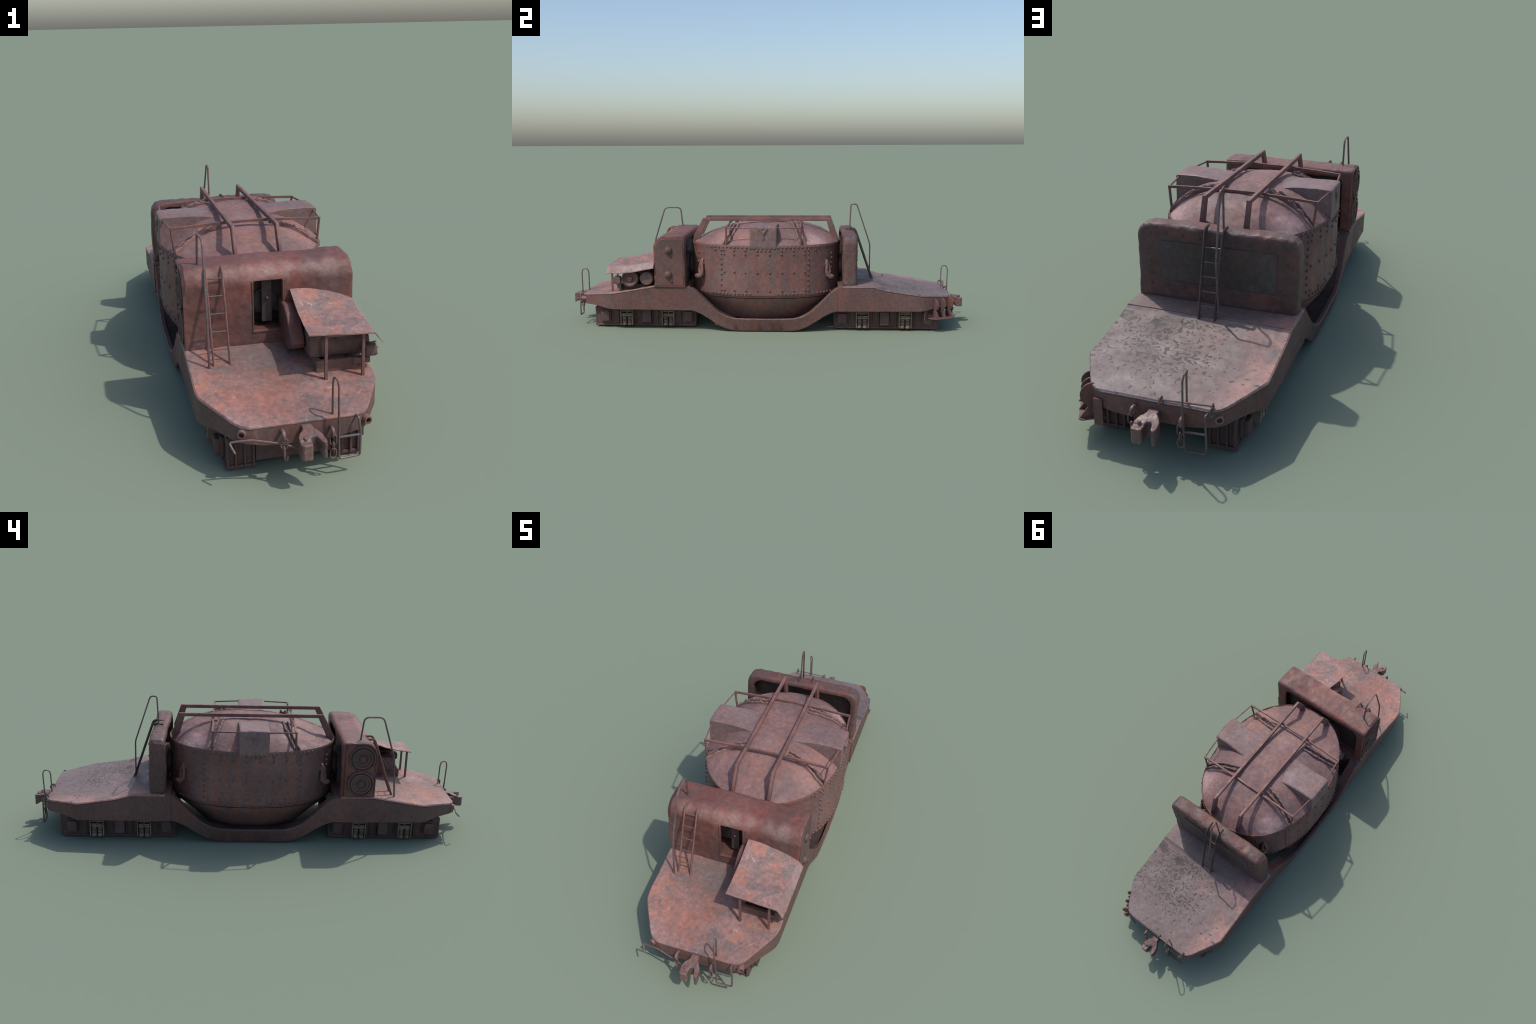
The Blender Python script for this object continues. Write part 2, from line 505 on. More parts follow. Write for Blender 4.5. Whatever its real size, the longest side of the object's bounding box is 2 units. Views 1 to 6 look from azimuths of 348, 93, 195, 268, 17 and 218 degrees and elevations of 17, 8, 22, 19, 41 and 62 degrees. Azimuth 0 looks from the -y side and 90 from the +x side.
# ------------------------------------------------------------------- bogies
CX0 = CX
for sg in (-1, 1):
    CX, BH = (-0.0225, 0.187) if sg < 0 else (-0.0145, 0.200)
    g = Geo()
    for sx in (-1, 1):
        xo, xi = CX + sx * BH, CX + sx * (BH - 0.078)
        lo, hi = min(xo, xi), max(xo, xi)
        g.box(lo, hi, min(sg * 0.352, sg * 0.842), max(sg * 0.352, sg * 0.842), 0.012, 0.102)
        # bottom flange, top flange and end ribs
        g.box(lo - 0.004, hi + 0.004, min(sg * 0.347, sg * 0.848), max(sg * 0.347, sg * 0.848), 0.003, 0.013)
        for xr in (xo - sx * 0.003, xo - sx * 0.025, xi + sx * 0.028, xi + sx * 0.004):
            a, b = sg * 0.8415, sg * 0.852
            g.box(xr - 0.003, xr + 0.003, min(a, b), max(a, b), 0.004, 0.100)
            a, b = sg * 0.3525, sg * 0.343
            g.box(xr - 0.003, xr + 0.003, min(a, b), max(a, b), 0.004, 0.100)
        # stiffener ribs on the outer face between the pockets
        for yy in (0.645, 0.535, 0.42, 0.735):
            g.box(min(xo, xo + sx * 0.006), max(xo, xo + sx * 0.006), sg * yy - 0.003, sg * yy + 0.003, 0.012, 0.100)
    for yy in (0.40, 0.59, 0.78):
        a, b = sg * yy - 0.03, sg * yy + 0.03
        g.box(CX - 0.123, CX + 0.123, a, b, 0.03, 0.095)
    if sg < 0:
        g.box(CX - 0.107, CX + 0.107, -0.845, -0.839, 0.018, 0.105)
    bogie = g.obj('bogie', M_BOGIE, ROOT, bevel=0.0015, segs=1)
    # wheels between the side frames
    for yy in (0.44, 0.74):
        for sx in (-1, 1):
            w = Geo().rev([(0.012, 0), (0.044, 0), (0.048, 0.004), (0.048, 0.010), (0.044, 0.018), (0.012, 0.018)],
                          (CX + sx * 0.085, sg * yy, 0.049), (1, 0, 0), 36)
            w.obj('wheel', M_DARK, bogie)
        Geo().cyl((CX - 0.121, sg * yy, 0.049), (CX + 0.121, sg * yy, 0.049), 0.010).obj('axle', M_DARK, bogie)
    for sx in (-1, 1):
        xo = CX + sx * BH

        def X(d):
            return xo + sx * d
        for yy, hh in ((0.797, 1.0), (0.382, 0.9)):     # axle boxes: bulged covers
            g = Geo()
            prof = [(-0.026, 0.030), (-0.020, 0.024), (0.020, 0.024), (0.026, 0.030), (0.026, 0.080), (0.020, 0.088), (-0.020, 0.088), (-0.026, 0.080)]
            pr = [(sg * yy + a, b) for a, b in prof]
            g.prism(pr, 'x', xo, X(0.012 * hh))
            pr2 = [(sg * yy + a * 0.8, 0.056 + (b - 0.056) * 0.8) for a, b in prof]
            g.prism(pr2, 'x', X(0.012 * hh - 0.001), X(0.026 * hh))
            g.obj('axle_box', M_BOGIE, bogie, bevel=0.004, segs=2)
        for yy in (0.688, 0.480):                       # spring nests
            g = Geo()
            y0 = sg * yy
            for a in (-0.0285, 0.0285):
                g.box(min(xo, X(0.030)), max(xo, X(0.030)), y0 + a - 0.002, y0 + a + 0.002, 0.012, 0.090)
            g.box(min(xo, X(0.030)), max(xo, X(0.030)), y0 - 0.0305, y0 + 0.0305, 0.0885, 0.0925)
            g.box(min(xo, X(0.024)), max(xo, X(0.024)), y0 - 0.027, y0 + 0.027, 0.056, 0.063)
            for a in (-0.0135, 0.0135):
                g.box(min(xo, X(0.024)), max(xo, X(0.024)), y0 + a - 0.0105, y0 + a + 0.0105, 0.065, 0.0705)
                g.box(min(xo, X(0.024)), max(xo, X(0.024)), y0 + a - 0.0105, y0 + a + 0.0105, 0.079, 0.0845)
            g.box(min(xo, X(0.020)), max(xo, X(0.020)), y0 - 0.002, y0 + 0.002, 0.056, 0.089)
            g.obj('spring_nest', M_SPRING, bogie, bevel=0.0007, segs=1)
            Geo().box(min(xo, X(0.004)), max(xo, X(0.004)), y0 - 0.0265, y0 + 0.0265, 0.02, 0.088).obj('pocket_back', M_DARK, bogie)
            for a in (-0.0135, 0.0135):
                pts = []
                for i in range(61):
                    t = i / 60
                    an = t * 2 * math.pi * 5
                    pts.append((X(0.0165) + 0.0085 * math.cos(an), y0 + a + 0.0095 * math.sin(an), 0.022 + 0.034 * t))
                Geo().tube(pts, 0.0023, 6).obj('coil_spring', M_SPRING, bogie)
                Geo().rev([(0.004, -0.004), (0.0115, -0.003), (0.0115, 0.006), (0.006, 0.011)],
                          (X(0.0165), y0 + a, 0.014), (0, 0, 1), 18).obj('spring_seat', M_SPRING, bogie)
        # centre block with a slanted foot
        y0 = sg * 0.588
        pr = [(0.0, 0.018), (0.020, 0.018), (0.032, 0.030), (0.026, 0.038), (0.022, 0.090), (0.0, 0.094)]
        g = Geo().prism([(X(a), b) for a, b in pr], 'y', y0 - 0.022, y0 + 0.022)
        g.box(min(xo, X(0.010)), max(xo, X(0.010)), y0 - 0.030, y0 - 0.024, 0.014, 0.098)
        g.box(min(xo, X(0.010)), max(xo, X(0.010)), y0 + 0.024, y0 + 0.030, 0.014, 0.098)
        g.obj('side_bearer', M_BOGIE, bogie, bevel=0.0015, segs=1)

CX = CX0

# ------------------------------------------------------------------- vessel
A, B = 0.280, 0.375


NPN, NPF = 2.18, 2.27   # slightly squared ellipse, fuller at the far end


def ell(s, a, sx=None):
    c, d = math.cos(a), math.sin(a)
    NP = NPF if d > 0 else NPN
    return (A * (sx or s) * math.copysign(abs(c) ** (2 / NP), c), B * s * math.copysign(abs(d) ** (2 / NP), d))


def dome_z(x, y):
    NP = NPF if y > 0 else NPN
    r = min(1.0, ((abs(x) / A) ** NP + (abs(y) / B) ** NP) ** (1 / NP))
    p = lerp(2.15, 3.3, smooth(-0.12, 0.16, y))     # the far half is fuller
    return 0.418 + 0.102 * (1 - r ** p)


SHELL = [(0.400, 0.992), (0.422, 0.992), (0.424, 1.000), (0.420, 1.005), (0.410, 1.004), (0.404, 1.0)]
SHELL += [(0.404 - 0.222 * i / 24, 1.0) for i in range(1, 25)]
SHELL += [(0.179, 0.998), (0.176, 0.988), (0.168, 0.980)]
BOWL = [(0.165, 0.975, 0.976), (0.150, 0.940, 0.950), (0.13, 0.875, 0.905), (0.109, 0.800, 0.850), (0.085, 0.735, 0.790), (0.060, 0.672, 0.725), (0.040, 0.610, 0.650), (0.022, 0.530, 0.560), (0.012, 0.42, 0.44), (0.009, 0.25, 0.25), (0.009, 0.02, 0.02)]


def ringed(levels, n, fn=None):
    vs, fs = [], []
    for z, s, *rest in levels:
        for i in range(n):
            a = 2 * math.pi * i / n
            x, y = ell(s, a, rest[0] if rest else None)
            if fn:
                k = fn(x, y, z)
                x, y = x * k, y * k
            vs.append((x, y, z))
    for j in range(len(levels) - 1):
        for i in range(n):
            k = (i + 1) % n
            fs.append((j * n + i, j * n + k, (j + 1) * n + k, (j + 1) * n + i))
    return vs, fs


def plate_step(x, y, z):
    k = 1.0
    if 0.178 < z < 0.405:
        k += 0.0050 * (1 - smooth(0.205, 0.211, abs(y)))          # lapped side plates
    k += 0.0045 * fbm(Vector((x * 9, y * 9, z * 9)), 3)
    k += 0.0022 * smooth(0.19, 0.26, abs(y)) * fbm(Vector((x * 45, y * 45, z * 20)), 2)
    return k


vs, fs = ringed(SHELL, 360, plate_step)
shell = new_obj('vessel_shell', vs, fs, M_SHELL, ROOT, angle=50)
vs, fs = ringed(BOWL, 160, lambda x, y, z: 1 + 0.006 * fbm(Vector((x * 7, y * 7, z * 9))))
new_obj('vessel_bowl', vs, fs, M_SHELL, ROOT, angle=40)

vs, fs = [], []
NR, NA = 70, 200
for j in range(NR + 1):
    r = 0.995 * (j / NR)
    for i in range(NA):
        x, y = ell(r, 2 * math.pi * i / NA)
        z = dome_z(x, y)
        z += 0.0035 * fbm(Vector((x * 8, y * 8, 4.0)))
        z += 0.0022 * fbm(Vector((x * 34, y * 34, 1.0)), 2) * smooth(0.12, 0.30, abs(y))
        z += 0.0045 * smooth(0.90, 0.97, r) * fbm(Vector((x * 26, y * 26, 8.0)), 2)
        z += 0.0016 * fbm(Vector((x * 22, y * 22, 12.0)), 3)
        vs.append((x, y, z))
for j in range(NR):
    for i in range(NA):
        k = (i + 1) % NA
        fs.append((j * NA + i, j * NA + k, (j + 1) * NA + k, (j + 1) * NA + i))
new_obj('vessel_cap', vs, fs, M_DOME, ROOT, angle=0)

# rivets: rows and columns on both long sides
rv = Geo().rev([(0.0055, -0.003), (0.0055, 0.0), (0.0050, 0.0028), (0.0033, 0.0050), (0.0006, 0.0059)], (0, 0, 0), (1, 0, 0), 14)
proto = rv.obj('rivet', M_RIVET, shell, angle=60)
cols = [-0.188, -0.140, -0.085, -0.028, 0.031, 0.088, 0.144, 0.197]
spots = []
spots += [(-0.252 + 0.01905 * i, 0.414) for i in range(28)]
spots += [(y, 0.400) for y in cols + [-0.234, 0.249, -0.203, 0.215, -0.009, 0.011]]
spots += [(y, 0.381) for y in cols + [-0.203, 0.215]]
spots += [(y, 0.294) for y in cols]
spots += [(y, 0.205) for y in cols + [-0.203, 0.215]]
spots += [(-0.250 + 0.0187 * i, 0.189) for i in range(11)] + [(0.069 + 0.0187 * i, 0.189) for i in range(8)]
spots += [(y, 0.358 - 0.0255 * i) for y in (-0.203, 0.215) for i in range(6)]
spots += [(y, 0.375 - 0.0235 * i) for y in (-0.327, 0.327) for i in range(7)]
spots += [(0.262 + 0.0155 * i, 0.187) for i in range(5)]
count = 0
for side in (1, -1):
    for (y, z) in spots:
        if z > 0.41 and abs(y) < 0.07:
            z -= 0.003
        y += random.uniform(-0.0008, 0.0008)
        z += random.uniform(-0.0008, 0.0008)
        NP = NPF if y > 0 else NPN
        x = A * max(0.0, 1 - (abs(y) / B) ** NP) ** (1 / NP)
        nrm = Vector((side * (x / A) ** (NP - 1) / A, math.copysign((abs(y) / B) ** (NP - 1) / B, y), 0)).normalized()
        k = plate_step(side * x, y, z)
        rot = Vector((1, 0, 0)).rotation_difference(nrm).to_matrix().to_4x4()
        m = Matrix.Translation((side * x * k, y * k, z)) @ rot @ Matrix.Scale(random.uniform(0.9, 1.08), 4)
        if count == 0:
            proto.matrix_local = m
        else:
            dup(proto, 'rivet', m)
        count += 1

# hoods over the pouring mouths
for side in (1, -1):
    g = Geo()
    ns, nt_ = 40, 30
    vs, fs = [], []
    # section in x-z lofted along y: outer wall, rounded brow, roof running into the cap
    outer = 0.2835
    sec = [(outer - 0.004, 0.405)] + [(outer, 0.415 + 0.088 * i / 10) for i in range(11)]
    sec += [(outer - 0.008 + 0.008 * math.cos(t * math.pi / 12), 0.510 + 0.008 * math.sin(t * math.pi / 12)) for t in range(1, 6)]
    sec += [(lerp(outer - 0.010, 0.080, i / 14), lerp(0.519, 0.510, i / 14) + 0.004 * math.sin(math.pi * i / 14)) for i in range(15)]
    sec += [(0.080, 0.44), (0.26, 0.38)]
    m = len(sec)
    for j in range(ns + 1):
        v = -1 + 2 * j / ns
        for (x, z) in sec:
            fl = lerp(0.0640, 0.0700, smooth(0.28, 0.10, x) if False else (0.2835 - x) / 0.2)
            waist = 0.004 * math.sin(math.pi * max(0, min(1, (0.2835 - x) / 0.2)))
            y = v * (fl - waist) + 0.004 * (0.2835 - x) / 0.2
            dz = -0.003 * smooth(0.9, 1.0, abs(v)) if z > 0.5 else 0
            dx = -0.003 * smooth(0.9, 1.0, abs(v)) if x > 0.27 else 0
            p = Vector((x * side, y, z))
            vs.append((side * (x + dx + 0.002 * fbm(p * 22)), y, z + dz + 0.0025 * fbm(p * 16 + Vector((3, 1, 9)))))
    for j in range(ns):
        for k in range(m):
            l = (k + 1) % m
            fs.append((j * m + k, j * m + l, (j + 1) * m + l, (j + 1) * m + k))
    fs += [tuple(range(m)), tuple(ns * m + k for k in range(m))]
    hood = new_obj('pouring_hood', vs, fs, M_HOOD, ROOT, angle=45)
    # cast letter shape and boss on the outer wall
    xo = side * (outer + 0.0005)
    g = Geo()
    zc = 0.478
    for (a, b) in (((0.0, zc), (-0.016, zc + 0.026)), ((0.0, zc), (0.018, zc + 0.027)), ((0.0, zc), (0.0015, zc - 0.022))):
        g.tube([(xo, a[0] * side, a[1]), (xo, b[0] * side, b[1])], 0.0045, 8, flat=1.4)
    g.rev([(0.012, -0.002), (0.012, 0.0025), (0.009, 0.0045), (0.005, 0.0015)], (xo, -side * 0.002, zc + 0.020), (side, 0, 0), 18)
    g.obj('cast_mark', M_HOOD, hood)

# rough channel irons that flank the hoods
for sx in (1, -1):
    for sy in (1, -1):
        for off, h, nm in ((-0.0105, 0.011, 'wall'), (0.0105, 0.014, 'wall'), (0.0, 0.003, 'floor')):
            vs, fs = [], []
            n = 44
            rad = 0.0042 if nm == 'wall' else 0.0090
            for j in range(n + 1):
                t = j / n
                x = sx * lerp(0.090, 0.246, t)
                y = sy * (lerp(0.142, 0.186, t) - 0.006 * math.sin(t * math.pi)) + off * (sy if nm == 'wall' else 1)
                y += 0.0025 * fbm(Vector((x * 25, off * 200 + sy * 3, sx)))
                z = dome_z(x, y) + 0.002 * fbm(Vector((x * 50, y * 20, 3)))
                hh = h * (1 + 0.55 * fbm(Vector((x * 60, off * 90, sy * 5.0))))
                for (a, b) in ((-rad, -0.008), (-rad, hh * 0.8), (-rad * 0.4, hh), (rad * 0.5, hh), (rad, hh * 0.75), (rad, -0.008)):
                    vs.append((x, y + a, z + b))
            for j in range(n):
                for k in range(6):
                    l = (k + 1) % 6
                    fs.append((j * 6 + k, j * 6 + l, (j + 1) * 6 + l, (j + 1) * 6 + k))
            fs += [tuple(range(6)), tuple(n * 6 + k for k in range(6))]
            new_obj('channel_iron', vs, fs, M_DOME if nm == 'wall' else M_DARK, ROOT, angle=30)

# lifting hooks on the shell quarters
for sx in (1, -1):
    for sy in (1, -1):
        x0, y0 = 0.182, 0.302
        nrm = Vector((x0 / A ** 2, y0 / B ** 2, 0)).normalized()
        tg = Vector((-nrm.y, nrm.x, 0))

        def P(a, b, z):
            p = Vector((x0, y0, 0)) + nrm * a + tg * b
            return (sx * p.x, sy * p.y, z)
        g = Geo()
        g.tube([P(0.000, 0.0, 0.344), P(0.010, -0.002, 0.336), P(0.013, -0.008, 0.300), P(0.015, -0.008, 0.276), P(0.022, 0.004, 0.263),
                P(0.026, 0.016, 0.264), P(0.027, 0.020, 0.272)], 0.0055, 10, fil=0.012, flat=1.3, r1=0.0095)
        g.tube([P(0.000, 0.0, 0.344), P(0.010, 0.008, 0.325), P(0.012, 0.014, 0.292), P(0.016, 0.002, 0.272)], 0.0050, 8, fil=0.01, r1=0.0085)
        g.rev([(0.012, -0.004), (0.012, 0.003), (0.007, 0.007)], P(0, 0, 0.325), (nrm.x * sx, nrm.y * sy, 0), 16)
        g.rev([(0.011, -0.004), (0.011, 0.008), (0.008, 0.012)], P(0.004, 0.004, 0.268), (nrm.x * sx, nrm.y * sy, 0), 16)
        ob = g.obj('lifting_hook', M_SHELL, ROOT)

# trunnions at both ends
for sg in (-1, 1):
    g = Geo()
    g.rev([(0.075, 0.345), (0.075, 0.362), (0.058, 0.368), (0.058, 0.392)], (0, 0, 0.290), (0, sg, 0), 40)
    g.obj('trunnion_disc', M_BOX, ROOT)
    g = Geo().rev([(0.046, 0.390), (0.046, 0.43)], (0, 0, 0.290), (0, sg, 0), 32)
    g.obj('trunnion_shaft', M_DARK, ROOT)
    g = Geo()
    for i in range(28):
        a = 2 * math.pi * i / 28
        m = Matrix.Translation((0, 0, 0.290)) @ Matrix.Rotation(a, 4, 'Y')
        y0, y1 = sorted((sg * 0.3925, sg * 0.412))
        g.box(-0.0032, 0.0032, y0, y1, 0.040, 0.058, m)
    g.obj('gear_ring', M_DARK, ROOT)
    y0, y1 = sorted((sg * 0.384, sg * 0.432))
    g = Geo().prism([(-0.13, 0.222), (0.13, 0.222), (0.115, 0.30), (0.075, 0.352), (-0.075, 0.352), (-0.115, 0.30)], 'y', y0, y1)
    g.obj('bearing_pedestal', M_DARK, ROOT, bevel=0.004)

# --------------------------------------------------- rails above the vessel
rails = []
for x in (-0.073, 0.073):
    g = Geo()
    g.box(x - 0.006, x + 0.006, -0.313, 0.330, 0.523, 0.538)
    for sg, yt in ((-1, 0.313), (1, 0.330)):
        def Y(v):
            return sg * v
        d = yt - 0.313
        pr = [(Y(yt), 0.5375), (Y(yt - 0.028), 0.5365), (Y(yt + 0.014 - d), 0.449), (Y(yt + 0.020 - d), 0.428), (Y(0.362), 0.424), (Y(0.363), 0.445)]
        g.prism(pr, 'x', x - 0.0055, x + 0.0055)
    ob = g.obj('top_rail', M_RAIL, ROOT, bevel=0.0012, segs=1)
for sy in (-1, 1):
    g = Geo()
    pts = [(lerp(-0.258, 0.258, i / 16), sy * 0.178 + 0.001 * math.sin(i * 1.7), 0.506 + 0.010 * math.sin(math.pi * i / 16)) for i in range(17)]
    g.tube(pts, 0.0058, 4)
    for sx in (-1, 1):
        g.tube([(sx * 0.257, sy * 0.178, 0.510), (sx * 0.253, sy * 0.179, 0.47), (sx * 0.247, sy * 0.181, 0.418)], 0.0045, 6, fil=0.02)
        g.tube([(sx * 0.257, sy * 0.178, 0.506), (sx * 0.270, sy * 0.064, 0.508)], 0.0032, 6)
    g.obj('cross_rail', M_RAIL, ROOT, angle=40)

# --------------------------------------------------------------- gear cover
def cover_profile(grow=0.0, r=0.058, yb=-0.382, yf=-0.533, zt=0.467, zb=0.218, rb=0.016):
    yb, yf, zt, zb = yb + grow, yf - grow, zt + grow, zb
    p = [(yb, zb), (yb, zt - rb)]
    p += [(yb - rb + rb * math.cos(a), zt - rb + rb * math.sin(a)) for a in [math.pi / 2 * i / 6 for i in range(1, 7)]]
    p += [(yf + r - r * math.sin(a), zt - r + r * math.cos(a)) for a in [math.pi / 2 * i / 12 for i in range(0, 13)]]
    p += [(yf, zb)]
    return p


XL, XR = -0.270, 0.252
cover = Geo().prism(cover_profile(), 'x', XL, XR).obj('gear_cover', M_COVER, ROOT)
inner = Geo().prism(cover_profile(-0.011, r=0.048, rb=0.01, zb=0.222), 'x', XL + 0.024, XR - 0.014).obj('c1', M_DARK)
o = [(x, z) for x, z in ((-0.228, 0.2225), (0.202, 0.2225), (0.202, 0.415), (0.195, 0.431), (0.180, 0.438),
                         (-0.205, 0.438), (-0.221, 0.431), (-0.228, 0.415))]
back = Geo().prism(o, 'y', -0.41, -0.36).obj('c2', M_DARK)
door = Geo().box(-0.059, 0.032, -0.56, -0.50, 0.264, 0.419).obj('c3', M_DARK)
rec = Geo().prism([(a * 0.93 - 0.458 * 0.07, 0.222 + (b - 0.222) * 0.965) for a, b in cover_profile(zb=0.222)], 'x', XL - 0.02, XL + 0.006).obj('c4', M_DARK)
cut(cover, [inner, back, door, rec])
soften(cover, 0.0030, 3)


def keep_ends(p):
    return 1.0 if p.x > XL + 0.004 else 0.3


roughen(cover, [(0.0035, 8, 1.0), (0.0011, 36, 5.0)], keep_ends)
roughen(cover, [(0.0012, 20, 8.0)], lambda p: smooth(-0.49, -0.51, p.y) * smooth(0.36, 0.42, p.z))
cover.data.materials.clear()
cover.data.materials.append(M_COVER)

# door frame strip
g = Geo()
g.box(-0.0625, -0.058, -0.5360, -0.522, 0.259, 0.421)
g.box(0.031, 0.0355, -0.5360, -0.522, 0.259, 0.421)
g.box(-0.0635, 0.0365, -0.5365, -0.520, 0.258, 0.2645)
g.obj('door_frame', M_COVER, cover, bevel=0.0012, segs=1)
# drive wheel and mounting bar behind the opening
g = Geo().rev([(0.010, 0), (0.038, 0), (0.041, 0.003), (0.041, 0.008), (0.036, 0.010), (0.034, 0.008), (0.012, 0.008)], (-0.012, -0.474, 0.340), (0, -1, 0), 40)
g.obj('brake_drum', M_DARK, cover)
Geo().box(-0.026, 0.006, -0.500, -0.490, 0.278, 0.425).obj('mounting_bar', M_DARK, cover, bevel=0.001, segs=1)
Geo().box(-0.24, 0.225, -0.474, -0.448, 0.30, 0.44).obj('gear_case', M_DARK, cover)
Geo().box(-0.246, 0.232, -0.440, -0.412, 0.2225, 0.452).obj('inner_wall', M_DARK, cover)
Geo().rev([(0.003, 0), (0.0045, 0.006), (0.002, 0.010)], (-0.010, -0.500, 0.356), (0, -1, 0), 10).obj('knob', M_ROD, cover)
Geo().box(-0.10, 0.08, -0.520, -0.40, 0.2225, 0.262).obj('gear_bed', M_BOX, cover, bevel=0.003)

# wheel discs in the left end wall
for (y, z, r) in ((-0.4675, 0.398, 0.0585), (-0.4665, 0.283, 0.0580)):
    g = Geo()
    f = [(r, -0.004), (r, 0.004), (r * 0.90, 0.006), (r * 0.88, 0.002), (r * 0.80, 0.002), (r * 0.77, 0.007), (r * 0.66, 0.007), (r * 0.62, 0.003),
         (r * 0.42, 0.003), (r * 0.38, 0.0), (r * 0.24, 0.0), (r * 0.22, 0.005), (r * 0.17, 0.007)]
    g.rev([(a, b * 1.5) for a, b in f], (XL + 0.004, y, z), (-1, 0, 0), 48)
    disc = g.obj('end_wheel', M_BOX, cover, angle=25)
    g = Geo()
    for i in range(12):
        a = 2 * math.pi * (i + 0.5) / 12
        g.rev([(0.0035, 0), (0.0035, 0.0035), (0.0015, 0.005)], (XL - 0.001, y + r * 0.90 * math.cos(a), z + r * 0.90 * math.sin(a)), (-1, 0, 0), 8)
    ob = g.obj('bolt_ring', M_COVER, disc)
    ob['kind'] = 'stuff'
Geo().box(XL - 0.003, XL + 0.012, -0.401, -0.397, 0.223, 0.452).obj('edge_strip', M_COVER, cover)
# raised end plate with bosses on the right
g = Geo()
g.prism([(a * 0.90 - 0.458 * 0.10, 0.226 + (b - 0.226) * 0.94) for a, b in cover_profile(zb=0.226)], 'x', XR - 0.001, XR + 0.0035)
plate = g.obj('end_plate', M_BOX, cover, bevel=0.001, segs=1)
for (y, z) in ((-0.4600, 0.397), (-0.4625, 0.278)):
    g = Geo().rev([(0.019, 0.003), (0.019, 0.005), (0.0165, 0.013), (0.010, 0.0175), (0.008, 0.0175), (0.008, 0.021), (0.004, 0.023)], (XR, y, z), (1, 0, 0), 28)
    g.obj('bearing_cap', M_BOX, plate)
Geo().rev([(0.006, 0.002), (0.006, 0.008), (0.003, 0.011)], (XR, -0.447, 0.245), (1, 0, 0), 14).obj('drain_plug', M_BOX, plate)
Geo().box(XR - 0.004, XR + 0.003, -0.5345, -0.3805, 0.2195, 0.2255).obj('edge_strip', M_COVER, cover)

# -------------------------------------------------------------- bearing box
def round_rect(x0, x1, z0, z1, rt, rb=0.0, n=6):
    p = [(x0, z0 + rb), (x0, z1 - rt)]
    p += [(x0 + rt - rt * math.cos(a), z1 - rt + rt * math.sin(a)) for a in [math.pi / 2 * i / n for i in range(1, n)]]
    p += [(x0 + rt, z1), (x1 - rt, z1)]
    p += [(x1 - rt + rt * math.sin(a), z1 - rt + rt * math.cos(a)) for a in [math.pi / 2 * i / n for i in range(1, n)]]
    p += [(x1, z1 - rt), (x1, z0 + rb)]
    if rb:
        p += [(x1 - rb, z0), (x0 + rb, z0)]
    return p


bx = Geo().prism(round_rect(-0.272, 0.250, 0.221, 0.471, 0.042, 0, 3), 'y', 0.381, 0.4505).obj('bearing_box', M_BOX, ROOT, bevel=0.018, segs=3)
opening = Geo().prism(round_rect(-0.242, 0.222, 0.236, 0.448, 0.045, 0.012), 'y', 0.36, 0.424).obj('c5', M_DARK)
cut(bx, [opening])
soften(bx, 0.0030, 3)
roughen(bx, [(0.003, 8, 2.0), (0.0009, 34, 6.0)])
roughen(bx, [(0.0028, 26, 3.0)], lambda p: smooth(0.44, 0.46, p.z) * smooth(0.40, 0.43, p.y))
bx.data.materials.clear()
bx.data.materials.append(M_BOX)
# lighter sheet panel in front, inside lining
g = Geo()
g.add(*(lambda q: (q.v, q.f))(Geo().box(-0.2045, 0.168, 0.4485, 0.4548, 0.292, 0.420)))
panel = g.obj('steel_panel', M_PANEL, bx, bevel=0.001, segs=1)
Geo().box(-0.238, 0.218, 0.4195, 0.4235, 0.240, 0.444).obj('inner_lining', M_DARK, bx)
g = Geo()
for i in range(9):
    for (z) in (0.272, 0.440):
        x = lerp(-0.23, 0.205, i / 8)
        g.rev([(0.0035, -0.003), (0.0035, 0.002), (0.0015, 0.0035)], (x, 0.4515, z), (0, 1, 0), 8)
for z in (0.31, 0.35, 0.39):
    for x in (-0.235, 0.205):
        g.rev([(0.0035, -0.003), (0.0035, 0.002), (0.0015, 0.0035)], (x, 0.4515, z), (0, 1, 0), 8)
ob = g.obj('bolt_row', M_BOX, bx)
ob['kind'] = 'stuff'
# foot plate and step between the box and the scaled deck
Geo().box(CX - 0.262, CX + 0.262, 0.40, 0.5335, 0.2245, 0.2285).obj('foot_plate', M_DECKF, ROOT, bevel=0.001, segs=1)

# ------------------------------------------------------------------ ladders
def ladder(name, feet, tops, hooks, nrung, r, t0, t1, mat, rmat):
    g = Geo()
    for f, t, h in zip(feet, tops, hooks):
        g.tube([f, t, h], r, 6, fil=0.015, flat=1.4, side=(1, 0, 0))
    lad = g.obj(name, mat, ROOT)
    for i in range(nrung):
        t = lerp(t0, t1, i / (nrung - 1))
        a = Vector(feet[0]).lerp(Vector(tops[0]), t)
        b = Vector(feet[1]).lerp(Vector(tops[1]), t)
        Geo().cyl(a, b, 0.0023, 8).obj('rung', rmat, lad)
    return lad


ladder('ladder', [(-0.199, -0.622, 0.204), (-0.151, -0.622, 0.204)], [(-0.199, -0.527, 0.466), (-0.150, -0.527, 0.466)],
       [(-0.197, -0.488, 0.461), (-0.146, -0.488, 0.461)], 5, 0.0036, 0.17, 0.91, M_RAIL, M_ROD)
Geo().tube([(-0.214, -0.631, 0.202), (-0.213, -0.618, 0.380), (-0.209, -0.558, 0.567), (-0.212, -0.474, 0.567), (-0.213, -0.462, 0.455)],
           0.0038, 8, fil=0.022).obj('grab_rail', M_ROD, ROOT)
ladder('ladder', [(0.011, 0.542, 0.214), (-0.040, 0.542, 0.214)], [(0.022, 0.452, 0.476), (-0.036, 0.452, 0.476)],
       [(0.027, 0.405, 0.470), (-0.033, 0.405, 0.470)], 5, 0.0039, 0.16, 0.80, M_DARK, M_ROD)
